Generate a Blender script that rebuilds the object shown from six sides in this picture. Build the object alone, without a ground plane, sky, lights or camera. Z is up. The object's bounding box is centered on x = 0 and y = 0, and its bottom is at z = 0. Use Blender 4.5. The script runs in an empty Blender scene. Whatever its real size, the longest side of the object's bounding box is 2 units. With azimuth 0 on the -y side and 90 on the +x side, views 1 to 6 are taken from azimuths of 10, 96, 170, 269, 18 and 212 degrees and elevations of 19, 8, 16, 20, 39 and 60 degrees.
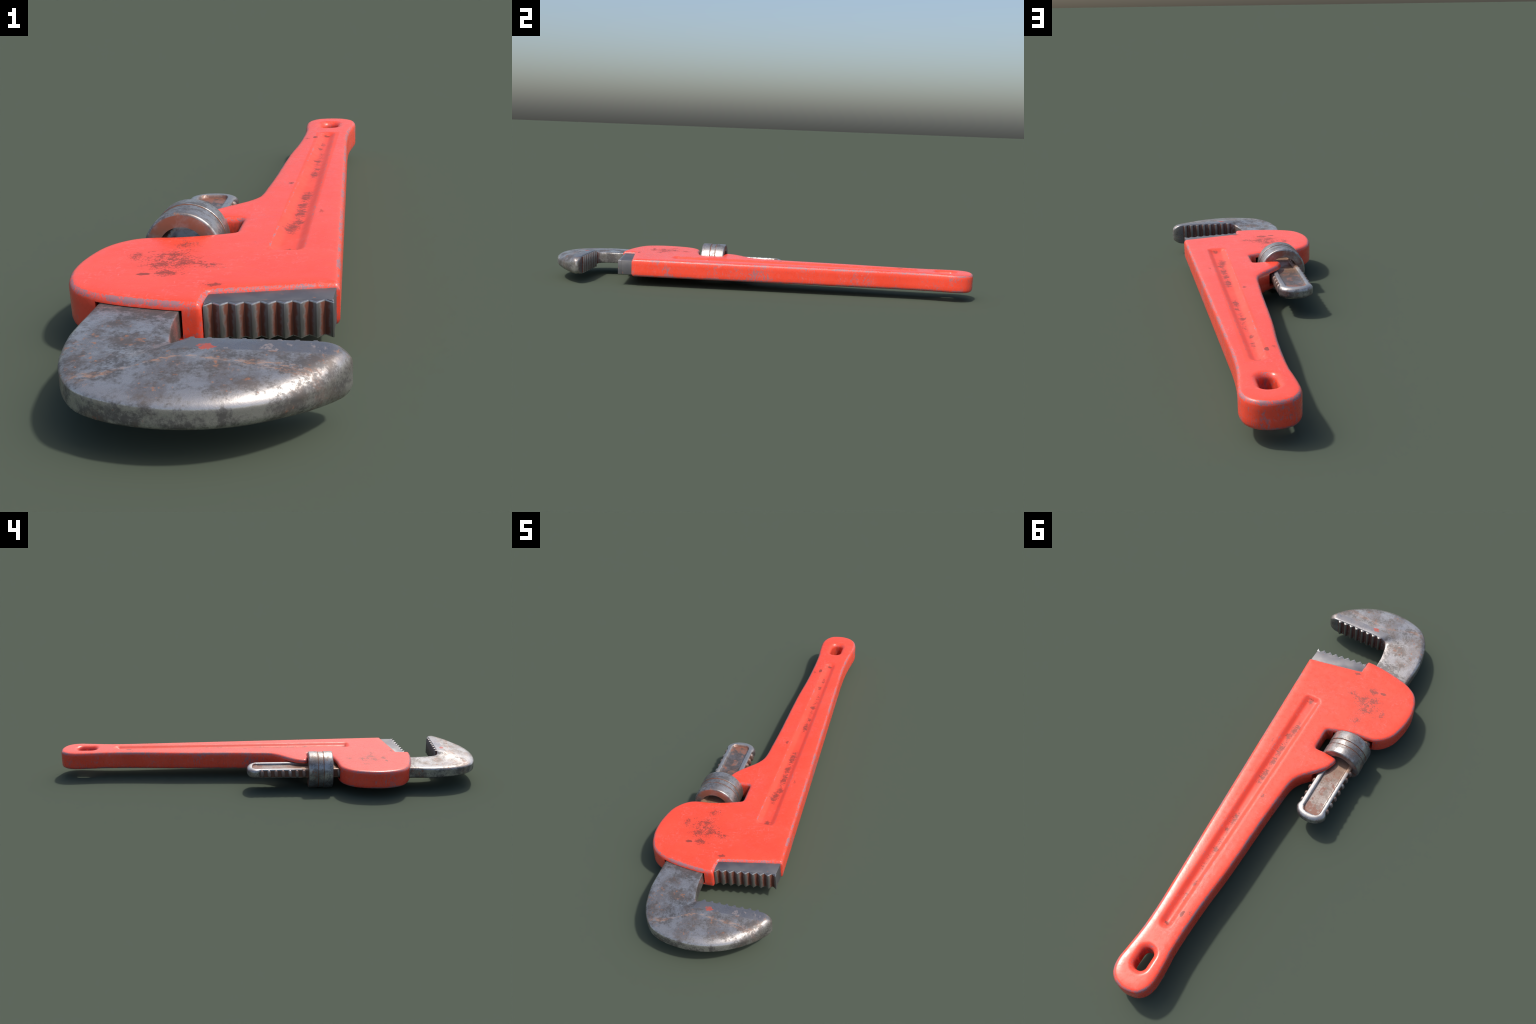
"""A worn red pipe wrench lying flat: cast handle and jaw housing, heel jaw,
hook jaw, threaded shank and adjusting nut.  Metres, z up."""
import bpy, bmesh, math, random
import numpy as np
from mathutils import Vector
from mathutils.geometry import delaunay_2d_cdt

random.seed(7)
rng = np.random.default_rng(7)
MID = 0.085                      # height of the wrench's plane of symmetry

# ----------------------------------------------------------------- materials
class Nodes:
    """Tiny helper that writes shader node graphs as expressions."""
    def __init__(self, name):
        self.mat = bpy.data.materials.new(name)
        self.mat.use_nodes = True
        self.t = self.mat.node_tree
        self.t.nodes.clear()

    def new(self, kind, **inputs):
        n = self.t.nodes.new(kind)
        for k, v in inputs.items():
            self.put(n.inputs[k.replace('_', ' ')], v)
        return n

    def put(self, socket, v):
        if isinstance(v, bpy.types.NodeSocket):
            self.t.links.new(v, socket)
        else:
            socket.default_value = v

    def math(self, op, a, b=0.0, c=None, clamp=False):
        n = self.t.nodes.new('ShaderNodeMath')
        n.operation, n.use_clamp = op, clamp
        self.put(n.inputs[0], a)
        self.put(n.inputs[1], b)
        if c is not None:
            self.put(n.inputs[2], c)
        return n.outputs[0]

    def add(self, a, b): return self.math('ADD', a, b)
    def sub(self, a, b): return self.math('SUBTRACT', a, b)
    def mul(self, a, b): return self.math('MULTIPLY', a, b)
    def max(self, a, b): return self.math('MAXIMUM', a, b)
    def abs(self, a): return self.math('ABSOLUTE', a)

    def step(self, v, lo, hi, out_lo=0.0, out_hi=1.0):
        n = self.t.nodes.new('ShaderNodeMapRange')
        n.interpolation_type = 'SMOOTHSTEP'
        self.put(n.inputs[0], v)
        for i, x in zip((1, 2, 3, 4), (lo, hi, out_lo, out_hi)):
            self.put(n.inputs[i], x)
        return n.outputs[0]

    def position(self):
        return self.t.nodes.new('ShaderNodeNewGeometry').outputs['Position']

    def normal(self):
        return self.t.nodes.new('ShaderNodeNewGeometry').outputs['Normal']

    def pointiness(self):
        return self.t.nodes.new('ShaderNodeNewGeometry').outputs['Pointiness']

    def local(self):
        return self.t.nodes.new('ShaderNodeTexCoord').outputs['Object']

    def xyz(self, v):
        n = self.t.nodes.new('ShaderNodeSeparateXYZ')
        self.put(n.inputs[0], v)
        return n.outputs

    def combine(self, x, y, z):
        n = self.t.nodes.new('ShaderNodeCombineXYZ')
        for s, v in zip(n.inputs, (x, y, z)):
            self.put(s, v)
        return n.outputs[0]

    def scaled(self, v, s):
        n = self.t.nodes.new('ShaderNodeMapping')
        self.put(n.inputs['Vector'], v)
        n.inputs['Scale'].default_value = s
        return n.outputs[0]

    def noise(self, v, scale, detail=4, rough=0.55, distort=0.0):
        n = self.t.nodes.new('ShaderNodeTexNoise')
        self.put(n.inputs['Vector'], v)
        n.inputs['Scale'].default_value = scale
        n.inputs['Detail'].default_value = detail
        n.inputs['Roughness'].default_value = rough
        n.inputs['Distortion'].default_value = distort
        return n.outputs[0]

    def mix(self, f, a, b):
        n = self.t.nodes.new('ShaderNodeMix')
        n.data_type = 'RGBA'
        self.put(n.inputs[0], f)
        for s, v in ((n.inputs[6], a), (n.inputs[7], b)):
            self.put(s, (*v, 1.0) if isinstance(v, tuple) else v)
        return n.outputs[2]

    def ellipse(self, p, cx, cy, rx, ry, soft=0.6):
        """1 inside an ellipse of the plan (x, y), fading out at its rim."""
        x, y = p[0], p[1]
        a = self.mul(self.sub(x, cx), 1.0 / rx)
        b = self.mul(self.sub(y, cy), 1.0 / ry)
        d = self.math('SQRT', self.add(self.mul(a, a), self.mul(b, b)))
        return self.step(d, 1.0, soft, 0.0, 1.0) if False else self.math(
            'SUBTRACT', 1.0, self.step(d, 1.0 - soft, 1.0))

    def finish(self, colour, rough, metallic, height=None, bump=0.1, distance=0.001, spec=0.5, coat=0.0):
        b = self.t.nodes.new('ShaderNodeBsdfPrincipled')
        self.put(b.inputs['Base Color'], colour)
        self.put(b.inputs['Roughness'], rough)
        self.put(b.inputs['Metallic'], metallic)
        b.inputs['Specular IOR Level'].default_value = spec
        b.inputs['Coat Weight'].default_value = coat
        b.inputs['Coat Roughness'].default_value = 0.25
        if height is not None:
            n = self.t.nodes.new('ShaderNodeBump')
            n.inputs['Strength'].default_value = bump
            n.inputs['Distance'].default_value = distance
            self.put(n.inputs['Height'], height)
            self.t.links.new(n.outputs[0], b.inputs['Normal'])
        o = self.t.nodes.new('ShaderNodeOutputMaterial')
        self.t.links.new(b.outputs[0], o.inputs[0])
        return self.mat


RED = (0.83, 0.067, 0.032)
SCUFF = (0.145, 0.17, 0.205)
GRIME = (0.10, 0.032, 0.022)


def red_paint():
    n = Nodes('worn_red_paint')
    pos = n.position()
    p = n.xyz(pos)
    nz = n.abs(n.xyz(n.normal())[2])
    # broad and fine unevenness of the paint
    broad = n.noise(pos, 9, 4)
    gloss = n.noise(pos, 48, 5, 0.65)
    col = n.mix(n.step(broad, 0.35, 0.7), RED, (0.86, 0.078, 0.040))
    film = n.mul(n.step(n.noise(pos, 7, 5, 0.65), 0.46, 0.70), n.step(n.noise(n.scaled(pos, (50, 140, 50)), 1.0, 4, 0.7), 0.35, 0.65))
    col = n.mix(n.mul(film, 0.16), col, (0.45, 0.05, 0.035))
    # fine pale scratches
    scr = n.noise(n.scaled(pos, (70, 300, 60)), 1.0, 4, 0.65, 0.4)
    scr2 = n.noise(n.scaled(pos, (330, 60, 60)), 1.0, 3, 0.6, 0.6)
    patch = n.noise(pos, 12, 4, 0.6)
    m = n.mul(n.max(n.step(scr, 0.56, 0.68), n.step(scr2, 0.60, 0.70)), n.step(patch, 0.44, 0.60))
    col = n.mix(n.mul(m, 0.40), col, (0.68, 0.24, 0.24))
    # the lips of the long channel, where the paint is rubbed thin
    t = n.math('MULTIPLY', n.add(p[1], .25), 1 / .97)
    lip_l = n.abs(n.sub(p[0], n.math('MULTIPLY_ADD', t, .0085, .0885)))
    lip_r = n.abs(n.sub(p[0], n.math('MULTIPLY_ADD', t, -.0115, .1555)))
    run = n.mul(n.step(p[1], -.400, -.385), n.step(p[1], .735, .715))
    lips = n.mul(n.max(n.step(lip_l, .0042, .0008), n.mul(n.step(lip_r, .0042, .0008), 0.85)), run)
    in_channel = n.mul(n.mul(n.step(p[0], .083, .087), n.step(p[0], .160, .156)), n.mul(n.step(p[1], -.42, -.41), n.step(p[1], .75, .74)))
    # primer and bare metal where the corners are rubbed
    rim = n.mul(n.step(nz, 0.996, 0.86), n.step(nz, 0.02, 0.45))
    near_hole = n.mul(n.ellipse(p, .1165, .8735, .055, .075, 0.3), 0.45)
    rim = n.mul(rim, n.math('SUBTRACT', 1.0, n.max(in_channel, near_hole)))
    rim = n.max(rim, n.mul(lips, 0.70))
    chip = n.noise(n.scaled(pos, (1.0, 0.75, 1.0)), 240, 6, 0.8)
    where = n.noise(pos, 21, 4, 0.65)
    rub = n.add(n.mul(chip, 0.64), n.mul(where, 0.36))
    edge_wear = n.step(n.add(n.mul(rim, 0.175), rub), 0.635, 0.695)
    edge_wear = n.mul(edge_wear, n.step(rim, 0.02, 0.3))
    # specks on the flanks, which knock against things
    flank = n.step(nz, 0.6, 0.3)
    speck = n.noise(n.scaled(pos, (1, 1, 0.5)), 140, 4, 0.7)
    cloud = n.noise(n.scaled(pos, (1, 1, 0.45)), 15, 4, 0.6)
    flank_wear = n.step(n.add(n.mul(speck, 0.5), n.mul(cloud, 0.5)), 0.53, 0.62)
    pepper = n.mul(n.step(n.noise(n.scaled(pos, (1, 1, 0.45)), 210, 4, 0.7), 0.585, 0.66), 0.7)
    flank_wear = n.max(flank_wear, n.mul(pepper, n.step(cloud, 0.36, 0.5)))
    flank_wear = n.mul(flank_wear, n.add(n.mul(flank, 0.58), 0.08))
    wear = n.max(n.mul(edge_wear, 0.76), flank_wear)
    col = n.mix(wear, col, SCUFF)
    # dark dirt rubbed into the broad face of the housing
    blot = n.noise(pos, 260, 7, 0.85, 0.2)
    blot2 = n.noise(n.scaled(pos, (1.0, 1.3, 1.0)), 55, 5, 0.7, 0.8)
    pattern = n.add(n.mul(blot, 0.62), n.mul(blot2, 0.38))
    total = None
    for cx, cy, rx, ry, s in ((-.090, -.490, .110, .120, .74), (-.165, -.465, .030, .055, .75), (-.095, -.455, .052, .045, .9), (-.105, -.512, .050, .045, .9),
                              (-.060, -.500, .062, .042, .95), (-.085, -.555, .045, .035, .95), (-.080, -.395, .048, .050, .72),
                              (-.010, -.512, .060, .026, .72), (.016, -.606, .036, .018, .95)):
        e = n.mul(n.ellipse(p, cx, cy, rx, ry, 0.9), s)
        total = e if total is None else n.max(total, e)
    face = n.step(nz, 0.80, 0.92)
    dirt = n.step(n.add(pattern, n.mul(total, 0.172)), 0.595, 0.65)
    wob = n.mul(n.sub(n.noise(pos, 75, 5, 0.65), 0.5), 2.2)
    mark = n.add(n.ellipse(p, -.124, -.563, .021, .0125, 0.9), wob)
    dirt = n.max(n.mul(dirt, n.step(total, 0.02, 0.2)), n.mul(n.step(mark, 0.35, 0.5), n.step(n.ellipse(p, -.124, -.563, .028, .018, 0.6), 0.1, 0.4)))
    # dirt that has settled in the long channel of the handle
    streak = n.noise(n.scaled(pos, (60, 330, 30)), 1.0, 5, 0.75)
    ch = None
    for cx, cy, rx, ry, s in ((.128, -.391, .024, .024, 1.0), (.115, -.240, .032, .070, 1.0), (.122, -.195, .026, .036, 1.0),
                              (.122, -.135, .026, .028, 1.0), (.121, -.062, .024, .032, 1.0), (.122, .015, .024, .085, 1.0),
                              (.123, .235, .022, .080, .9), (.126, .290, .018, .024, .85), (.118, .383, .024, .028, 1.0),
                              (.113, .540, .018, .028, 1.0), (.118, .60, .016, .06, .7), (.119, .720, .022, .014, 1.0), (.122, -.10, .026, .26, .72), (.121, .35, .020, .36, .62),
                              (.076, .100, .012, .022, .95), (.064, .652, .014, .02, .7), (.172, -.150, .012, .03, .7)):
        e = n.mul(n.ellipse(p, cx, cy, rx, ry, 0.9), s)
        ch = e if ch is None else n.max(ch, e)
    chp = n.add(n.mul(pattern, 0.6), n.mul(streak, 0.4))
    channel = n.mul(n.step(n.add(chp, n.mul(ch, 0.152)), 0.575, 0.63), n.step(ch, 0.02, 0.25))
    mark = n.add(n.ellipse(p, .087, .664, .012, .020, 0.9), wob)
    channel = n.max(channel, n.mul(n.step(mark, 0.35, 0.5), n.step(n.ellipse(p, .087, .664, .016, .026, 0.6), 0.1, 0.4)))
    channel = n.mul(channel, n.step(nz, 0.45, 0.7))
    # small dirt spots and a few hairline cracks anywhere
    spots = n.mul(n.step(n.noise(pos, 115, 3, 0.6), 0.70, 0.76), 0.55)
    slot = n.mul(n.mul(n.step(p[0], -.045, -.030), n.step(p[0], .010, .006)), n.mul(n.step(p[1], -.318, -.308), n.step(p[1], -.190, -.196)))  # nut slot and hole walls browned, partly to paint in occlusion shade
    slot = n.max(slot, n.ellipse(p, .1165, .8735, .034, .054, 0.3))
    slot = n.mul(n.mul(slot, n.step(nz, 0.5, 0.2)), n.step(n.noise(n.scaled(pos, (1, 1, 0.4)), 70, 4, 0.65), 0.30, 0.62))
    dirt = n.max(n.max(n.mul(dirt, face), channel), n.max(spots, n.mul(slot, 0.8)))
    col = n.mix(n.mul(dirt, 0.74), col, GRIME)
    rough = n.add(n.add(0.12, n.mul(gloss, 0.34)), n.mul(n.max(n.max(dirt, wear), n.mul(in_channel, 0.8)), 0.22))
    h = n.add(n.sub(n.noise(pos, 160, 3, 0.6), n.mul(wear, 0.8)), n.mul(n.noise(pos, 42, 3, 0.5), 2.2))
    return n.finish(col, rough, 0.0, h, 0.12, 0.001)


STEEL = (0.45, 0.43, 0.415)
STEEL_DARK = (0.085, 0.08, 0.08)
RUST = (0.27, 0.105, 0.05)
DEEP_RUST = (0.135, 0.040, 0.022)


def steel_base(n, pos, dark=0.5, rust=0.5):
    """Mottled forged steel with rust freckles; returns colour, mottling, rust mask."""
    big = n.noise(pos, 23, 6, 0.7)
    fine = n.noise(n.scaled(pos, (1.0, 1.25, 1.0)), 150, 7, 0.8)
    m = n.add(n.mul(big, 0.6), n.mul(fine, 0.4))
    mot = n.step(m, 0.43, 0.565)
    col = n.mix(n.mul(n.math('SUBTRACT', 1.0, mot), dark), STEEL, STEEL_DARK)
    col = n.mix(n.mul(n.step(n.noise(pos, 15, 5, 0.62), 0.45, 0.62), 0.46), col, (0.20, 0.155, 0.13))
    fre = n.add(n.mul(n.noise(pos, 105, 4, 0.6), 0.62), n.mul(n.noise(pos, 15, 3), 0.38))
    r = n.mul(n.step(fre, 0.585, 0.655), rust)
    col = n.mix(r, col, RUST)
    return col, mot, r, fine


def forged_steel():
    """Hook jaw: mottled, with a rust seam over its back and a ground strip along the teeth."""
    n = Nodes('forged_steel')
    pos = n.position()
    p = n.xyz(pos)
    col, mot, r, fine = steel_base(n, pos, 0.82, 0.78)
    # ground strip behind the teeth
    wob = n.mul(n.sub(n.noise(pos, 40, 2), 0.5), 0.006)
    far = n.add(-0.8655, wob)
    strip = n.mul(n.step(p[1], far, n.add(far, 0.003)), n.step(n.add(p[0], n.mul(n.add(p[1], 0.83), -0.2)), 0.004, 0.009))
    strip = n.mul(strip, n.step(p[0], 0.262, 0.235))
    strip = n.mul(strip, n.step(p[1], -0.70, -0.74))
    col = n.mix(n.mul(strip, 0.75), col, (0.22, 0.22, 0.235))
    # rust seam: y as a curve of x
    c = n.t.nodes.new('ShaderNodeFloatCurve')
    n.put(c.inputs['Value'], n.step(p[0], -0.2, 0.3) if False else n.math('MULTIPLY_ADD', p[0], 2.0, 0.4))
    cv = c.mapping.curves[0]
    seam = ((-.135, -.936), (-.06, -.917), (.006, -.893), (.036, -.888), (.101, -.893), (.164, -.901), (.215, -.908))
    pts = [(x * 2 + .4, (y + 1.0) * 5) for x, y in seam]
    cv.points[0].location, cv.points[1].location = (0.0, pts[0][1]), (1.0, pts[-1][1])
    for q in pts:
        cv.points.new(*q)
    c.mapping.update()
    f = n.sub(n.mul(c.outputs[0], 0.2), 1.0)
    off = n.add(n.sub(p[1], f), n.mul(n.sub(n.noise(pos, 24, 5, 0.6), 0.5), 0.034))
    w = n.mul(n.step(n.noise(pos, 14, 2), 0.3, 0.7), 0.016)
    line = n.math('SUBTRACT', 1.0, n.step(n.abs(off), n.mul(w, 0.3), n.add(w, 0.003)))
    line = n.mul(line, n.step(n.noise(n.scaled(pos, (75, 210, 75)), 1.0, 6, 0.78), 0.44, 0.62))
    line = n.mul(line, n.mul(n.step(p[0], -0.16, -0.11), n.step(p[0], 0.25, 0.2)))
    col = n.mix(n.mul(line, 0.70), col, (0.33, 0.155, 0.085))
    # one red paint fleck, and rust in the crook of the hook
    fleck = n.add(n.ellipse(p, .056, -.857, .020, .015, 0.9), n.mul(n.mul(n.sub(n.noise(pos, 110, 5, 0.65), 0.5), 3.2), n.ellipse(p, .056, -.857, .026, .018, 0.5)))
    col = n.mix(n.mul(n.step(fleck, 0.30, 0.5), 0.85), col, (0.40, 0.055, 0.03))
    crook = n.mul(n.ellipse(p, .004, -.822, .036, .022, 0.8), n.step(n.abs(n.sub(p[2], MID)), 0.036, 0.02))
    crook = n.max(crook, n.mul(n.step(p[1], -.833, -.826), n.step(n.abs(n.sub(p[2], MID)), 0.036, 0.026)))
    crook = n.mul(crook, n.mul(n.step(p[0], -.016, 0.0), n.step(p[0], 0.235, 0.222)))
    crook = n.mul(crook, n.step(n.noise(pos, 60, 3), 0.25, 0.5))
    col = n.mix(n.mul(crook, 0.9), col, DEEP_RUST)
    rmask = n.max(n.max(r, n.mul(line, 0.8)), n.max(crook, fleck and n.mul(n.step(fleck, 0.30, 0.5), 0.8)))
    metal = n.math('SUBTRACT', 0.76, n.mul(rmask, 0.65), clamp=True)
    rough = n.add(n.add(0.27, n.mul(n.math('SUBTRACT', 1.0, mot), 0.30)), n.mul(rmask, 0.25))
    return n.finish(col, rough, metal, n.noise(pos, 120, 4, 0.65), 0.22, 0.0012)


def worn_steel():
    """Nut and threaded shank."""
    n = Nodes('worn_steel')
    pos = n.position()
    p = n.xyz(pos)
    col, mot, r, fine = steel_base(n, pos, 0.72, 0.85)
    # brown oil film on the shank next to the nut
    film = n.mul(n.step(n.add(p[1], n.mul(n.sub(n.noise(pos, 30, 3), 0.5), 0.06)), -0.11, -0.15), n.step(n.math('SQRT', n.add(
        n.math('POWER', n.sub(p[0], -0.113), 2.0), n.math('POWER', n.sub(p[2], MID), 2.0))), 0.075, 0.07))
    col = n.mix(n.mul(film, 0.7), col, (0.28, 0.135, 0.06))
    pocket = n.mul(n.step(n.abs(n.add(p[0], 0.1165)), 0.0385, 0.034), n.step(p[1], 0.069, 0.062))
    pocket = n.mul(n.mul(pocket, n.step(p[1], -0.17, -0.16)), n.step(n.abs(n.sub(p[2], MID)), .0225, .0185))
    stain = n.step(n.add(n.noise(pos, 45, 5, 0.65), n.mul(n.step(p[1], -0.01, 0.06), 0.20)), 0.52, 0.66)
    rim = n.mul(n.mul(n.step(p[1], -0.17, -0.16), n.math('SUBTRACT', 1.0, pocket)), n.step(n.abs(n.sub(p[2], MID)), 0.0165, 0.0185))
    rim = n.mul(rim, n.step(n.abs(n.add(p[0], 0.1145)), 0.0640, 0.0620))
    col = n.mix(n.mul(rim, 0.6), col, (0.46, 0.45, 0.44))  # paler tint draws the glint on the rounded rim
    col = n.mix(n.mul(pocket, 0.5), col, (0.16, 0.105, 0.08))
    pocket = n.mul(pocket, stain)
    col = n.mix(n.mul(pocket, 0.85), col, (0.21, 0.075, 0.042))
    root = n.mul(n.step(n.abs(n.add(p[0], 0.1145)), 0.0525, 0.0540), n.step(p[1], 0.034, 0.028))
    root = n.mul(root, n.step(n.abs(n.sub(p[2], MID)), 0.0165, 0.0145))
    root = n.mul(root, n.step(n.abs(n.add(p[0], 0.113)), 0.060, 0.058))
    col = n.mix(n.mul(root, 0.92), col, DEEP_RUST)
    metal = n.math('SUBTRACT', 0.78, n.mul(n.max(n.max(r, n.max(pocket, root)), n.mul(film, 0.7)), 0.8), clamp=True)
    rough = n.add(n.add(0.30, n.mul(n.math('SUBTRACT', 1.0, mot), 0.24)), n.mul(r, 0.25))
    return n.finish(col, rough, metal, n.noise(pos, 130, 4, 0.65), 0.2, 0.001)


def rusty_steel(name='rusty_steel', amount=0.85, tint=(0.23, 0.095, 0.058)):
    n = Nodes(name)
    pos = n.position()
    col, mot, r, fine = steel_base(n, pos, 0.55, 0.6)
    k = n.mul(n.step(n.noise(pos, 26, 4), 0.30, 0.6), amount)
    k = n.add(k, 0.15)
    col = n.mix(k, col, tint)
    return n.finish(col, n.add(0.42, n.mul(k, 0.25)), n.math('SUBTRACT', 0.9, n.mul(k, 0.8), clamp=True), fine, 0.2, 0.001)


def ground_steel():
    """Heel jaw: smooth blue-grey steel, a little rust at its back edge."""
    n = Nodes('ground_steel')
    pos = n.position()
    fine = n.noise(n.scaled(pos, (60, 160, 60)), 1.0, 4, 0.6)
    big = n.noise(pos, 24, 4)
    col = n.mix(n.step(big, 0.35, 0.65), (0.165, 0.165, 0.178), (0.205, 0.20, 0.205))
    fre = n.mul(n.step(n.noise(pos, 75, 3), 0.67, 0.72), 0.7)
    p = n.xyz(pos)
    back = n.sub(p[1], n.math('MULTIPLY_ADD', p[0], 0.2, -0.630))
    seam = n.step(n.add(back, n.mul(n.sub(n.noise(pos, 60, 3), 0.5), 0.016)), -0.005, 0.003)
    rr = n.max(fre, n.mul(seam, 0.8))
    col = n.mix(rr, col, (0.25, 0.10, 0.06))
    return n.finish(col, n.add(0.54, n.mul(fine, 0.1)), n.math('SUBTRACT', 0.9, n.mul(rr, 0.8), clamp=True), fine, 0.06, 0.001)


def tooth_steel(name, tip, depth, half):
    """Tooth: bright along its tip, rust deepening towards its root (local y)."""
    n = Nodes(name)
    pos = n.position()
    p = n.xyz(n.local())
    fine = n.noise(pos, 90, 4, 0.6)
    down = n.add(n.abs(n.sub(p[1], tip)), n.mul(n.sub(fine, 0.5), depth * 0.9))
    k = n.mul(n.step(down, depth * 0.20, depth * 0.70), n.step(n.abs(p[2]), half - .0004, half - .004))
    col = n.mix(k, (0.27, 0.262, 0.255), DEEP_RUST)
    return n.finish(col, n.add(0.48, n.mul(k, 0.3)), n.math('SUBTRACT', 0.9, n.mul(k, 0.85), clamp=True), fine, 0.1, 0.001)


def crest_steel():
    """Steel lightened on the tooth bevels, painting in their edge highlights."""
    n = Nodes('highlight_lightened_steel')
    f = n.noise(n.position(), 110, 4, 0.65)
    return n.finish(n.mix(n.step(f, 0.35, 0.65), (0.36, 0.35, 0.345), (0.56, 0.55, 0.54)), 0.36, 0.9, f, 0.08, 0.001)


# ------------------------------------------------------------ plan outlines
def catmull(points, per=14):
    p = [np.array(q, float) for q in points]
    if len(p) == 2:
        return [p[0] + (p[1] - p[0]) * t for t in np.linspace(0, 1, per)]
    p = [2 * p[0] - p[1]] + p + [2 * p[-1] - p[-2]]
    out = []
    for i in range(1, len(p) - 2):
        k = [0.0]
        for j in range(3):
            k.append(k[-1] + max(np.linalg.norm(p[i + j] - p[i + j - 1]), 1e-6) ** 0.5)
        for t in np.linspace(k[1], k[2], per, endpoint=False):
            a = [(k[j + 1] - t) / (k[j + 1] - k[j]) * p[i - 1 + j] + (t - k[j]) / (k[j + 1] - k[j]) * p[i + j] for j in range(3)]
            b = [(k[j + 2] - t) / (k[j + 2] - k[j]) * a[j] + (t - k[j]) / (k[j + 2] - k[j]) * a[j + 1] for j in range(2)]
            out.append((k[2] - t) / (k[2] - k[1]) * b[0] + (t - k[1]) / (k[2] - k[1]) * b[1])
    out.append(p[-2])
    return out


def closed_outline(pieces, step):
    """Smooth pieces joined at sharp corners, resampled evenly along each piece."""
    out = []
    for piece in pieces:
        q = np.array(catmull(piece, 24))
        s = np.concatenate([[0], np.cumsum(np.linalg.norm(np.diff(q, axis=0), axis=1))])
        m = max(2, int(round(s[-1] / step)))
        t = np.linspace(0, s[-1], m + 1)[:-1]
        out.append(np.stack([np.interp(t, s, q[:, 0]), np.interp(t, s, q[:, 1])], 1))
    return np.vstack(out)


def dist_to(poly, pts):
    """Distance of points to a closed polyline."""
    a, b = poly, np.roll(poly, -1, 0)
    d = b - a
    l2 = np.maximum((d ** 2).sum(1), 1e-12)
    best = np.full(len(pts), 1e9)
    for i in range(0, len(pts), 2000):
        q = pts[i:i + 2000, None, :] - a[None]
        t = np.clip((q * d[None]).sum(2) / l2[None], 0, 1)
        r = q - t[..., None] * d[None]
        best[i:i + 2000] = np.sqrt((r ** 2).sum(2).min(1))
    return best


def inside(poly, pts):
    x, y = pts[:, 0], pts[:, 1]
    r = np.zeros(len(pts), bool)
    for (x1, y1), (x2, y2) in zip(poly, np.roll(poly, -1, 0)):
        c = (y1 > y) != (y2 > y)
        if c.any():
            r ^= c & (x < (x2 - x1) * (y - y1) / (y2 - y1 + 1e-15) + x1)
    return r


def offset_ring(poly, d, sign):
    e = np.roll(poly, -1, 0) - np.roll(poly, 1, 0)
    nrm = np.stack([-e[:, 1], e[:, 0]], 1) / np.linalg.norm(e, axis=1)[:, None]
    return poly + nrm * d * sign


def area(poly):
    x, y = poly.T
    return 0.5 * (x * np.roll(y, -1) - y * np.roll(x, -1)).sum()


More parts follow.
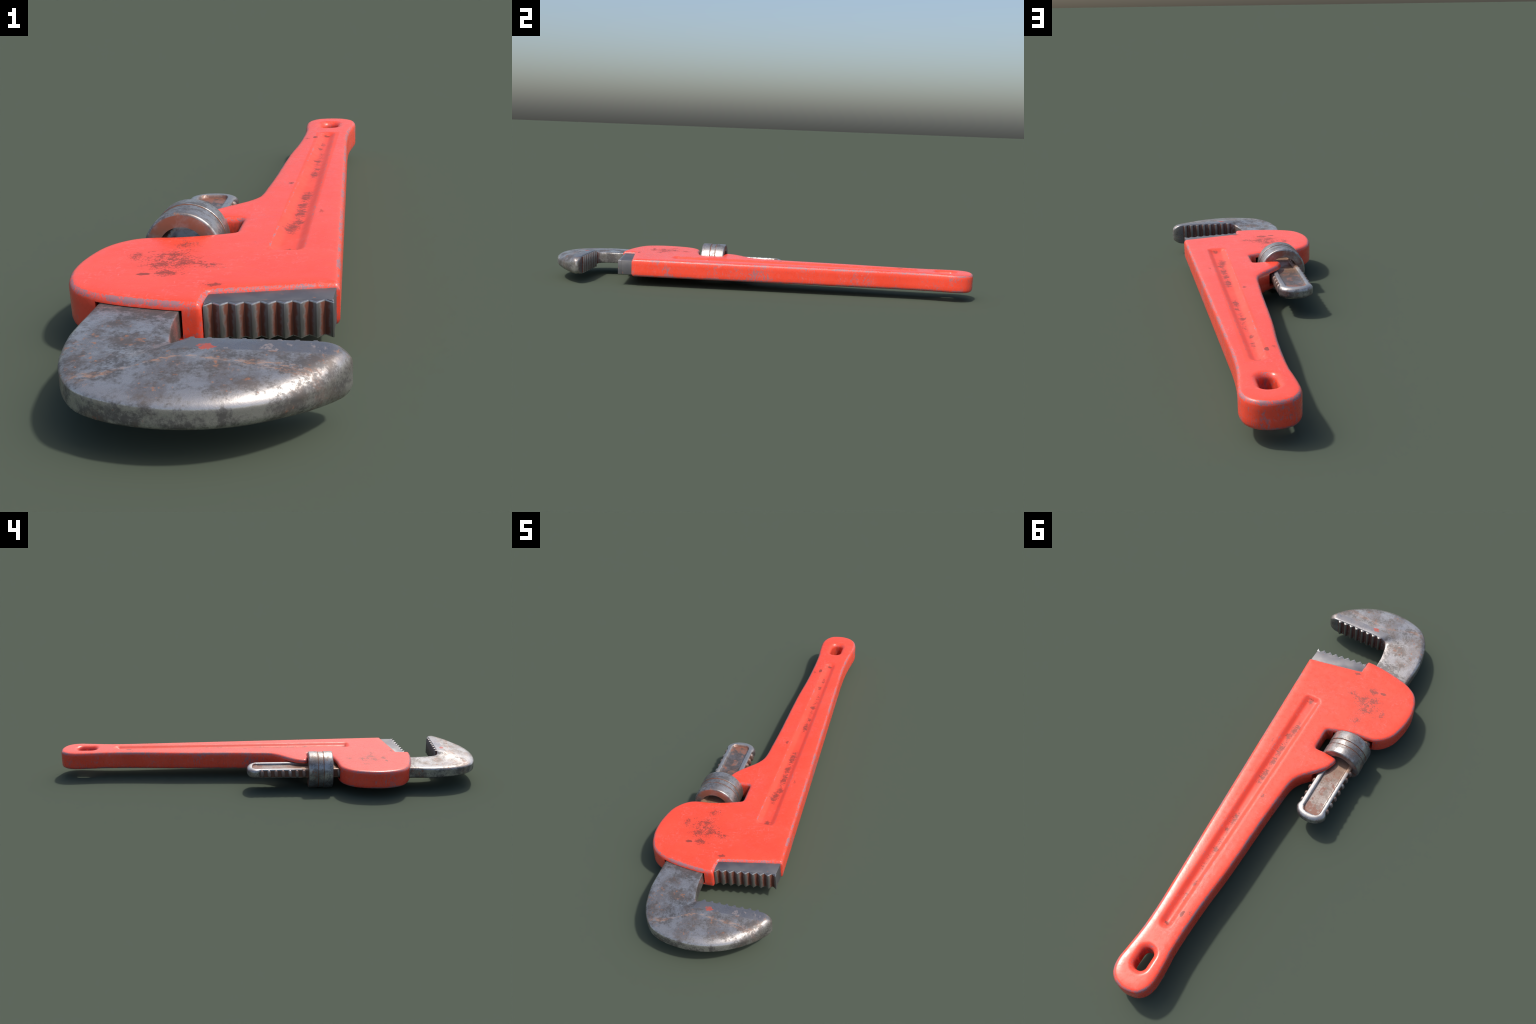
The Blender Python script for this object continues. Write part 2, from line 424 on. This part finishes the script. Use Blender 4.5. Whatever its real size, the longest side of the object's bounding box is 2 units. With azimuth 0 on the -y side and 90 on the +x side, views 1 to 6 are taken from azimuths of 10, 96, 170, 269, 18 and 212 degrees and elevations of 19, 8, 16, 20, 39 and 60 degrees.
def plate(outer, holes, rings, hole_rings, height, grid, extra=(), rows=4):
    """A solid plate, mirrored about z = MID, over a plan outline.
    height(points, distance to outline, distances to holes) gives the half
    thickness, so bevels, domes, channels and pockets are all one surface."""
    loops = [outer if area(outer) > 0 else outer[::-1]] + [h if area(h) < 0 else h[::-1] for h in holes]
    pts = [q for q in loops]
    cand = []
    for i, lp in enumerate(loops):
        for d in (rings if i == 0 else hole_rings):
            o = offset_ring(lp, d, 1.0)
            cand.append(o[dist_to(lp, o) > d * 0.93])
    lo, hi = outer.min(0), outer.max(0)
    gx, gy = np.meshgrid(np.arange(lo[0], hi[0], grid), np.arange(lo[1], hi[1], grid * 0.866), indexing='ij')
    gx = gx + (np.arange(gx.shape[1]) % 2)[None] * grid * 0.5
    g = np.stack([gx.ravel(), gy.ravel()], 1)
    far = max(rings) + grid * 0.4
    keep = inside(outer, g)
    g = g[keep]
    g = g[dist_to(outer, g) > far]
    for h in holes:
        g = g[~inside(h, g)]
        g = g[dist_to(h, g) > max(hole_rings) + grid * 0.4]
    ex = np.vstack([np.asarray(e) for e in extra]) if len(extra) else np.zeros((0, 2))
    if len(ex):                                   # thin the grid where extra rows run
        cells = set(map(tuple, np.round(ex / (grid * 0.8)).astype(int)))
        g = g[[tuple(c) not in cells for c in np.round(g / (grid * 0.8)).astype(int)]]
    allp = np.vstack(pts + cand + [ex, g])
    ok = inside(outer, allp)
    nb = sum(len(q) for q in pts)
    for h in holes:
        ok &= ~inside(h, allp)
    ok[:nb] = True
    allp = allp[ok]
    edges, base = [], 0
    for lp in loops:
        k = len(lp)
        edges += [(base + i, base + (i + 1) % k) for i in range(k)]
        base += k
    v2, _, f2, *_ = delaunay_2d_cdt([Vector(p) for p in allp], edges, [], 0, 1e-7)
    v2 = np.array([tuple(v) for v in v2])
    f2 = np.array([tuple(f) for f in f2 if len(f) == 3])
    c = v2[f2].mean(1)
    ok = inside(outer, c)
    for h in holes:
        ok &= ~inside(h, c)
    f2 = f2[ok]
    h = height(v2, dist_to(outer, v2), [dist_to(q, v2) for q in holes])
    n = len(v2)
    top = np.column_stack([v2, MID + h])
    bot = np.column_stack([v2, MID - h])
    verts = [tuple(p) for p in top] + [tuple(p) for p in bot]
    faces = [tuple(f) for f in f2] + [tuple(f[::-1] + n) for f in f2]
    # walls: rows of quads between the rims of the two faces
    cnt = {}
    for f in f2:
        for a, b in ((f[0], f[1]), (f[1], f[2]), (f[2], f[0])):
            cnt[(a, b)] = 1
    rim = [(a, b) for a, b in cnt if (b, a) not in cnt]
    mids = {}
    for a in {i for e in rim for i in e}:
        mids[a] = [a]
        for r in range(1, rows):
            t = r / rows
            verts.append((v2[a][0], v2[a][1], MID + h[a] * (1 - 2 * t)))
            mids[a].append(len(verts) - 1)
        mids[a].append(a + n)
    for a, b in rim:
        for r in range(rows):
            faces.append((mids[b][r], mids[a][r], mids[a][r + 1], mids[b][r + 1]))
    me = bpy.data.meshes.new('plate')
    me.from_pydata(verts, [], faces)
    bm = bmesh.new()
    bm.from_mesh(me)
    used = [v for v in bm.verts if not v.link_faces]
    bmesh.ops.delete(bm, geom=used, context='VERTS')
    bmesh.ops.recalc_face_normals(bm, faces=bm.faces)
    bm.to_mesh(me)
    bm.free()
    return me


# ------------------------------------------------------------------- helpers
ROOT = bpy.data.objects.new('pipe_wrench', None)
bpy.context.collection.objects.link(ROOT)
ROOT['label'] = 'worn red pipe wrench with rusty steel hook jaw and nut'
ROOT['category'] = 'pipe wrench'


def place(name, me, parent=ROOT, mats=(), smooth=40):
    ob = bpy.data.objects.new(name, me)
    bpy.context.collection.objects.link(ob)
    ob.parent = parent
    me.name = name
    for m in mats:
        me.materials.append(m)
    if smooth:
        me.shade_smooth()
        me.set_sharp_from_angle(angle=math.radians(smooth))
    return ob


def apply_modifiers(ob):
    dg = bpy.context.evaluated_depsgraph_get()
    me = bpy.data.meshes.new_from_object(ob.evaluated_get(dg))
    ob.modifiers.clear()
    ob.data = me


def box_mesh(x0, x1, y0, y1, z0, z1):
    me = bpy.data.meshes.new('box')
    bm = bmesh.new()
    r = bmesh.ops.create_cube(bm, size=1)
    for v in r['verts']:
        v.co = Vector((x0 if v.co.x < 0 else x1, y0 if v.co.y < 0 else y1, z0 if v.co.z < 0 else z1))
    bm.to_mesh(me)
    bm.free()
    return me


def smoothstep(t):
    t = np.clip(t, 0, 1)
    return t * t * (3 - 2 * t)


# ----------------------------------------------- red casting: handle + housing
BODY_HALF, BEVEL = 0.0432, 0.0120
outline = closed_outline([
    [(.2400, -.5845), (.1935, .515)],
    [(.1935, .515), (.1870, .690), (.1885, .780), (.1970, .872), (.2008, .912), (.1970, .944), (.186, .968), (.164, .988),
     (.131, .9990), (.103, .9990), (.070, .990), (.048, .967), (.037, .935), (.036, .900), (.040, .838), (.0435, .800),
     (.0445, .735), (.0402, .585), (.0302, .440), (.0202, .150), (.0155, .070), (.0130, .022), (.0055, -.022), (-.012, -.053),
     (-.034, -.078), (-.060, -.105), (-.086, -.138), (-.0985, -.168)],
    [(-.0985, -.168), (-.1005, -.182), (-.0950, -.193), (-.083, -.1975), (-.050, -.2000), (-.010, -.1985)],
    [(-.010, -.1985), (-.001, -.2005), (.002, -.2085)],
    [(.002, -.2085), (.002, -.288)],
    [(.002, -.288), (-.001, -.2950), (-.009, -.2990)],
    [(-.009, -.2990), (-.041, -.3105), (-.080, -.3225), (-.123, -.3315), (-.164, -.3350), (-.198, -.3440), (-.2285, -.3665),
     (-.2530, -.4010), (-.2680, -.450), (-.2742, -.500), (-.2715, -.549), (-.2562, -.600), (-.2365, -.630), (-.198, -.655),
     (-.146, -.6725), (-.090, -.6835), (-.035, -.6905), (.002, -.6905)],
    [(.002, -.6905), (.0095, -.6885), (.0105, -.680)],
    [(.0105, -.680), (.0135, -.6300)],
    [(.0135, -.6300), (.2400, -.5845)],
], 0.0045)


def rounded_box(cx, cy, hx, hy, r, n=9):
    p = []
    for sx, sy, a0 in ((1, 1, 0), (-1, 1, 90), (-1, -1, 180), (1, -1, 270)):
        for a in np.linspace(a0, a0 + 90, n):
            p.append((cx + sx * (hx - r) + r * math.cos(math.radians(a)), cy + sy * (hy - r) + r * math.sin(math.radians(a))))
    q = np.array(p)
    s = np.concatenate([[0], np.cumsum(np.linalg.norm(np.diff(np.vstack([q, q[:1]]), axis=0), axis=1))])
    q = np.vstack([q, q[:1]])
    t = np.linspace(0, s[-1], int(s[-1] / 0.003))[:-1]
    return np.stack([np.interp(t, s, q[:, 0]), np.interp(t, s, q[:, 1])], 1)


hang_hole = rounded_box(.1165, .8735, .0235, .0430, .0215)

CH_Y0, CH_Y1, CH_DEEP, CH_WALL = -.413, .742, .0118, .0185


def channel_edges(y):
    t = np.clip((y + .25) / .97, -0.2, 1)
    return .0875 + .0085 * t, .1565 - .0115 * t


def channel_inside(p):
    """Distance inwards from the rim of the handle's long channel."""
    l, r = channel_edges(p[:, 1])
    ax, ay = np.minimum(p[:, 0] - l, r - p[:, 0]), np.minimum(p[:, 1] - CH_Y0, (CH_Y1 - p[:, 1]) * 0.8)
    c = .020
    corner = (ax < c) & (ay < c)
    d = np.minimum(ax, ay)
    return np.where(corner, c - np.hypot(c - ax, c - ay), d)


def quarter(d, r, drop):
    u = np.clip(1 - d / r, 0, 1)
    return drop * (1 - np.sqrt(np.maximum(1 - u * u, 0)))


def soft_ramp(t, r=0.28):
    """0 to 1 in a straight line, rounded over r at both ends."""
    t = np.clip(t, -r, 1 + r)
    lo = np.where(t < r, (t + r) ** 2 / (4 * r), t)
    return np.where(t > 1 - r, 1 - (1 + r - t) ** 2 / (4 * r), lo)


def body_height(p, d, dh):
    h = np.full(len(p), BODY_HALF)
    h -= 2.5 * np.clip(.036 - d, 0, None) ** 2                # gentle crown towards the rim
    h -= quarter(d, BEVEL, BEVEL)
    h -= CH_DEEP * soft_ramp(channel_inside(p) / CH_WALL)
    h -= quarter(dh[0], .021, .020)
    return h


ys = np.arange(CH_Y0, CH_Y1, 0.0045)
rows = []
for off in (-.003, 0, .003, .006, .0095, .013, .016, .019, .0225):
    l, r = channel_edges(ys)
    rows += [np.stack([l + off, ys], 1), np.stack([r - off, ys], 1)]
for off in (-.003, 0, .004, .008, .012, .016, .019):
    for y in (CH_Y0 + off, CH_Y1 - off * 1.25):
        l, r = channel_edges(np.array([y]))
        xs = np.arange(l[0] + .006, r[0] - .006, .0045)
        rows.append(np.stack([xs, np.full(len(xs), y)], 1))
a = [BEVEL * (1 - math.cos(math.radians(t))) for t in (32, 50, 70, 90)]
body_mesh = plate(outline, [hang_hole], a + [.016, .022], [.0012, .0035, .0065, .010, .014, .018, .022], body_height, .0062, rows, 4)
body = place('body', body_mesh, None, (), 0)

# the passage of the threaded shank through housing and spur
cut = place('cutter', box_mesh(-.1865, -.0225, -.75, -.30, MID - .0268, MID + .0268), None, (), 0)
cut2 = place('cutter', box_mesh(-.1865, -.0420, -.30, .05, MID - .0255, MID + .0255), None, (), 0)
for c in (cut, cut2):
    m = body.modifiers.new('passage', 'BOOLEAN')
    m.operation, m.object, m.solver = 'DIFFERENCE', c, 'EXACT'
apply_modifiers(body)
for c in (cut, cut2):
    bpy.data.objects.remove(c)
me = body.data
bm = bmesh.new()
bm.from_mesh(me)
bmesh.ops.remove_doubles(bm, verts=bm.verts, dist=1e-5)
bmesh.ops.bisect_plane(bm, geom=bm.verts[:] + bm.edges[:] + bm.faces[:], plane_co=(0, .03, 0), plane_no=(0, 1, 0), dist=1e-6)
bmesh.ops.triangulate(bm, faces=[f for f in bm.faces if len(f.verts) > 4])
bm.to_mesh(me)
bm.free()
me.shade_smooth()
me.set_sharp_from_angle(angle=math.radians(38))
corner = np.empty(len(me.loops) * 3, np.float32)
me.corner_normals.foreach_get('vector', corner)
corner = corner.reshape(-1, 3)
paint = red_paint()


def split_off(name, wanted):
    """Part of the casting's faces as a mesh that keeps the whole casting's normals."""
    vid, verts, faces, nrm = {}, [], [], []
    for f in me.polygons:
        if wanted(f.center):
            ids = []
            for v in f.vertices:
                if v not in vid:
                    vid[v] = len(verts)
                    verts.append(me.vertices[v].co[:])
                ids.append(vid[v])
            faces.append(ids)
            nrm += [corner[l].tolist() for l in f.loop_indices]
    out = bpy.data.meshes.new(name)
    out.from_pydata(verts, [], faces)
    ob = place(name, out, ROOT, (paint,), 0)
    out.shade_smooth()
    out.normals_split_custom_set(nrm)
    return ob


split_off('handle', lambda c: c.y > .03)
split_off('jaw_housing', lambda c: c.y <= .03)
bpy.data.objects.remove(body)

# ------------------------------------------------------------------ heel jaw
def prism(profile, half, bevel):
    """A plan profile drawn up and down from z = 0, its rims bevelled."""
    bm = bmesh.new()
    lo = [bm.verts.new((x, y, -half)) for x, y in profile]
    hi = [bm.verts.new((x, y, half)) for x, y in profile]
    k = len(profile)
    bm.faces.new(hi)
    bm.faces.new(lo[::-1])
    for i in range(k):
        bm.faces.new((lo[i], lo[(i + 1) % k], hi[(i + 1) % k], hi[i]))
    bmesh.ops.recalc_face_normals(bm, faces=bm.faces)
    if bevel:
        rim = [e for e in bm.edges if abs(e.verts[0].co.z - e.verts[1].co.z) < 1e-6]
        bmesh.ops.bevel(bm, geom=rim, offset=bevel, segments=2, affect='EDGES', profile=0.5)
    me = bpy.data.meshes.new('prism')
    bm.to_mesh(me)
    bm.free()
    return me


PITCH = .02730
TIP_R, TIP_L = np.array((.2330, -.6515)), np.array((.0140, -.6805))
along = (TIP_L - TIP_R) / np.linalg.norm(TIP_L - TIP_R)
outw = np.array((along[1], -along[0]))
outw = outw if outw[1] < 0 else -outw
JAW_HALF, TOOTH_H = .0335, .0116
root_r, root_l = TIP_R - outw * TOOTH_H, TIP_L - outw * TOOTH_H
heel = prism([tuple(root_r), (.2345, -.5700), (.0060, -.6100), (.0125, -.6740), tuple(root_l)], JAW_HALF - .0004, .0015)
heel_ob = place('heel_jaw', heel, ROOT, (ground_steel(),), 30)
heel_ob.location.z = MID


def tooth_profile(h, half_base, half_tip, hollow, left=True, right=True):
    """Concave-sided tooth pointing to -y with its root line at y = 0 and tip at -h."""
    side = []
    for t in np.linspace(0, 1, 7):
        x = half_base + (half_tip - half_base) * (1 - (1 - t) ** hollow)
        side.append((x, -h * t))
    rgt = side if right else [(half_tip, 0.003), (half_tip, -h)]
    lft = side if left else [(half_tip, 0.003), (half_tip, -h)]
    p = [(half_base if right else half_tip, .003)] + rgt[(0 if right else 1):]
    p += [(-x, y) for x, y in (lft[(0 if left else 1):])[::-1]] + [(-(half_base if left else half_tip), .003)]
    return p


heel_tooth_mat = tooth_steel('heel_tooth_steel', -TOOTH_H, TOOTH_H, JAW_HALF)
crest = crest_steel()
whole = prism(tooth_profile(TOOTH_H, PITCH * .5, .0013, 1.18), JAW_HALF, .0024)
ends = (prism(tooth_profile(TOOTH_H, PITCH * .5, .0013, 1.18, True, False), JAW_HALF, .0024),
        prism(tooth_profile(TOOTH_H, PITCH * .5, .0013, 1.18, False, True), JAW_HALF, .0024))
for m in (whole, *ends):
    m.materials.append(heel_tooth_mat)
    m.materials.append(heel.materials[0])
    m.materials.append(crest)
    for f in m.polygons:                     # upper, lower and end faces are ground like the jaw
        if abs(f.normal.z) > .97 or abs(f.normal.x) > .995:
            f.material_index = 1
        elif abs(f.normal.z) > .15:
            f.material_index = 2
    m.shade_smooth()
    m.set_sharp_from_angle(angle=math.radians(28))
turn = math.atan2(-along[1], -along[0])
for i in range(9):
    tip = TIP_R + (TIP_L - TIP_R) * i / 8
    ob = bpy.data.objects.new('jaw_tooth', ends[0] if i == 0 else ends[1] if i == 8 else whole)
    bpy.context.collection.objects.link(ob)
    ob.parent = heel_ob
    r = tip - outw * TOOTH_H
    ob.location = (r[0], r[1], 0)
    ob.rotation_euler = (0, 0, turn)

# ------------------------------------------------------------------ hook jaw
# stations along the hook: inner point, outer point, half thickness at the
# inner side, rounding of the inner rim, width of the outer rounding, half
# height of the upright outer wall, drop of the crown
HOOK = [
    ((-.028, -.450), (-.182, -.450), .0254, .002, .010, .016, .000),
    ((-.028, -.640), (-.183, -.640), .0254, .002, .010, .016, .000),
    ((-.0275, -.700), (-.1845, -.690), .0254, .002, .011, .016, .000),
    ((-.0255, -.745), (-.1875, -.745), .0255, .003, .012, .016, .000),
    ((-.0195, -.780), (-.1880, -.790), .0258, .004, .014, .016, .000),
    ((-.0140, -.803), (-.1825, -.835), .0264, .005, .018, .015, .001),
    ((-.0085, -.817), (-.1712, -.882), .0280, .005, .022, .015, .002),
    ((.0000, -.8250), (-.1500, -.927), .0318, .005, .026, .015, .006),
    ((.0100, -.8275), (-.1180, -.964), .0372, .004, .030, .015, .011),
    ((.0230, -.8275), (-.0720, -.986), .0410, .003, .034, .015, .014),
    ((.0430, -.8275), (-.0200, -.9970), .0427, .003, .040, .014, .013),
    ((.0700, -.8275), (.0300, -1.0000), .0435, .003, .048, .013, .012),
    ((.1000, -.8275), (.0800, -.9950), .0435, .003, .052, .012, .011),
    ((.1320, -.8275), (.1245, -.9830), .0435, .003, .057, .010, .009),
    ((.1640, -.8275), (.1650, -.9650), .0435, .003, .058, .008, .008),
    ((.1940, -.8275), (.2025, -.9405), .0435, .003, .054, .007, .006),
    ((.2180, -.8275), (.2310, -.9155), .0432, .003, .047, .007, .004),
    ((.2360, -.8265), (.2525, -.8890), .0420, .004, .036, .008, .002),
    ((.2500, -.8265), (.2650, -.8690), .0385, .006, .024, .010, .000),
    ((.2630, -.8290), (.2720, -.8560), .0305, .006, .012, .012, .000),
    ((.2715, -.8340), (.2748, -.8465), .0220, .004, .005, .013, .000),
]


def hook_section(st):
    (ix, iy), (ox, oy), H, ri, ro, hv, crown = st
    w = math.hypot(ox - ix, oy - iy)
    up = [(0, 0), (0, (H - ri) * .5)]
    for t in (0, 30, 60, 90):
        t = math.radians(t)
        up.append((ri * (1 - math.cos(t)), H - ri + ri * math.sin(t)))
    a0, a1 = ri, w - ro
    hc = H - crown
    for k in range(1, 8):
        u = k / 7
        up.append((a0 + (a1 - a0) * u, H - crown * u * u))
    for t in (15, 30, 45, 60, 75, 90):
        t = math.radians(t)
        up.append((a1 + ro * math.sin(t), hv + (hc - hv) * math.cos(t) ** 1.2))
    up.append((w, hv * .5))
    up.append((w, 0))
    ring = up + [(x, -z) for x, z in up[-2:0:-1]]
    ux, uy = (ox - ix) / w, (oy - iy) / w
    return [(ix + ux * s, iy + uy * s, MID + z) for s, z in ring]


flat = np.array([list(s[0]) + list(s[1]) + list(s[2:]) for s in HOOK])
knots = np.concatenate([[0], np.cumsum(np.maximum(np.linalg.norm(np.diff(flat[:, :4], axis=0), axis=1), 1e-4) ** 0.5)])
stations = []
for i in range(len(HOOK) - 1):
    seg = 4 if i else 3
    for t in np.linspace(0, 1, seg, endpoint=False):
        k0, k1, k2, k3 = max(i - 1, 0), i, i + 1, min(i + 2, len(HOOK) - 1)
        dt = knots[k2] - knots[k1]
        m1 = (flat[k2] - flat[k0]) / max(knots[k2] - knots[k0], 1e-6) * dt
        m2 = (flat[k3] - flat[k1]) / max(knots[k3] - knots[k1], 1e-6) * dt
        a_, b_ = 2 * t ** 3 - 3 * t ** 2 + 1, t ** 3 - 2 * t ** 2 + t
        c_, d_ = -2 * t ** 3 + 3 * t ** 2, t ** 3 - t ** 2
        stations.append(a_ * flat[k1] + b_ * m1 + c_ * flat[k2] + d_ * m2)
stations.append(flat[-1])
bm = bmesh.new()
prev, first = None, None
for s in stations:
    st = ((s[0], s[1]), (s[2], s[3]), *[max(float(v), 0.0) for v in s[4:]])
    ring = [bm.verts.new(q) for q in hook_section(st)]
    if prev:
        for i in range(len(ring)):
            j = (i + 1) % len(ring)
            bm.faces.new((prev[i], prev[j], ring[j], ring[i]))
    else:
        first = ring
    prev = ring
bm.faces.new(first)
bm.faces.new(prev)
bmesh.ops.recalc_face_normals(bm, faces=bm.faces)
hk = bpy.data.meshes.new('hook_jaw')
bm.to_mesh(hk)
bm.free()
hook_ob = place('hook_jaw', hk, ROOT, (forged_steel(),), 40)

HT = .0090
hook_tooth = prism([(x, -y) for x, y in tooth_profile(HT, PITCH * .40, .0032, 1.5)], .0405, .0022)
hook_tooth.materials.append(tooth_steel('hook_tooth_steel', HT, HT, .0405))
hook_tooth.shade_smooth()
hook_tooth.set_sharp_from_angle(angle=math.radians(40))
for i in range(8):
    ob = bpy.data.objects.new('jaw_tooth', hook_tooth)
    bpy.context.collection.objects.link(ob)
    ob.parent = hook_ob
    ob.location = (.0265 + i * PITCH, -.8277, MID)

# ------------------------------------------------------------ threaded shank
shank_outline = closed_outline([
    [(-.0600, -.430), (-.0600, .030)],
    [(-.0600, .030), (-.0545, .042), (-.0530, .052), (-.0580, .064), (-.0720, .0790), (-.0930, .0885), (-.1150, .0910),
     (-.1370, .0885), (-.1580, .0790), (-.1720, .064), (-.1770, .052), (-.1755, .042), (-.1690, .030)],
    [(-.1690, .030), (-.1690, -.430)],
    [(-.1690, -.430), (-.0600, -.430)],
], 0.0035)


def shank_height(p, d, dh):
    h = np.full(len(p), .0215)
    tip = smoothstep((p[:, 1] - .02) / .035)
    r = .006 + .012 * tip
    u = np.clip(1 - d / r, 0, 1)
    h -= (.006 + .008 * tip) * (1 - np.sqrt(1 - u * u))
    ax = .0385 - np.abs(p[:, 0] + .1165)
    ay = .0670 - p[:, 1]
    c = .026
    corner = (ax < c) & (ay < c)
    q = np.where(corner, c - np.hypot(c - ax, c - ay), np.minimum(ax, ay))
    h -= .0092 * smoothstep(q / .0045)
    return h


shank_mesh = plate(shank_outline, [], [.0008, .0025, .005, .008, .0115], [], shank_height, .0036, (), 4)
steel = worn_steel()
shank_ob = place('threaded_shank', shank_mesh, ROOT, (steel,), 50)

bm = bmesh.new()
bmesh.ops.create_uvsphere(bm, u_segments=24, v_segments=16, radius=1)
for v in bm.verts:                      # a rounded-off block
    e = 2.6
    s = (abs(v.co.x) ** e + abs(v.co.y) ** e + abs(v.co.z) ** e) ** (-1 / e)
    v.co *= s
    v.co = Vector((v.co.x * .0125, v.co.y * .0092, v.co.z * .0185))
rm = bpy.data.meshes.new('thread_ridge')
bm.to_mesh(rm)
bm.free()
rm.shade_smooth()
rm.materials.append(rusty_steel('thread_steel', 0.55, (0.20, 0.085, 0.05)))
for side in (1, -1):
    for i in range(12):
        ob = bpy.data.objects.new('thread_ridge', rm)
        bpy.context.collection.objects.link(ob)
        ob.parent = shank_ob
        ob.location = (-.1145 + side * .0510, .0190 - .0324 * i + (0 if side > 0 else .001), MID)
        ob.rotation_euler = (math.radians(7 * side), 0, 0)

# ------------------------------------------------------------- adjusting nut
NUT_X, NUT_Y, R = -.113, -.2522, .085
half, edge = .0566, .0055
prof = [(-half, .0535)]
prof += [(-half, R - edge)]
for t in (30, 60, 90):
    t = math.radians(t)
    prof.append((-half + edge * (1 - math.cos(t)), R - edge + edge * math.sin(t)))
prof += [(-.0152, R), (-.0142, R - .0008), (-.0136, R - .0035), (-.0110, R - .0035), (-.0104, R - .0016)]
prof += [(-y, r) for y, r in prof[::-1]]
seg = 112
bm = bmesh.new()
rings = []
for y, r in prof:
    rings.append([bm.verts.new((NUT_X + r * math.sin(2 * math.pi * k / seg), NUT_Y + y, MID - r * math.cos(2 * math.pi * k / seg)))
                  for k in range(seg)])
k = len(rings)
for i in range(k):
    a_, b_ = rings[i], rings[(i + 1) % k]
    y0, y1 = prof[i][0], prof[(i + 1) % k][0]
    r0, r1 = prof[i][1], prof[(i + 1) % k][1]
    slot = 0
    if abs(y0) == half and abs(y1) == half:
        slot = 1
    elif y0 * y1 > 0 and max(abs(y0), abs(y1)) < .0143 and min(abs(y0), abs(y1)) > .0100:
        slot = 2
    for j in range(seg):
        f = bm.faces.new((a_[j], a_[(j + 1) % seg], b_[(j + 1) % seg], b_[j]))
        f.material_index = slot
bmesh.ops.recalc_face_normals(bm, faces=bm.faces)
nm = bpy.data.meshes.new('adjusting_nut')
bm.to_mesh(nm)
bm.free()
place('adjusting_nut', nm, ROOT, (steel, rusty_steel(), rusty_steel('groove_rust', 1.0, (0.26, 0.10, 0.05))), 35)
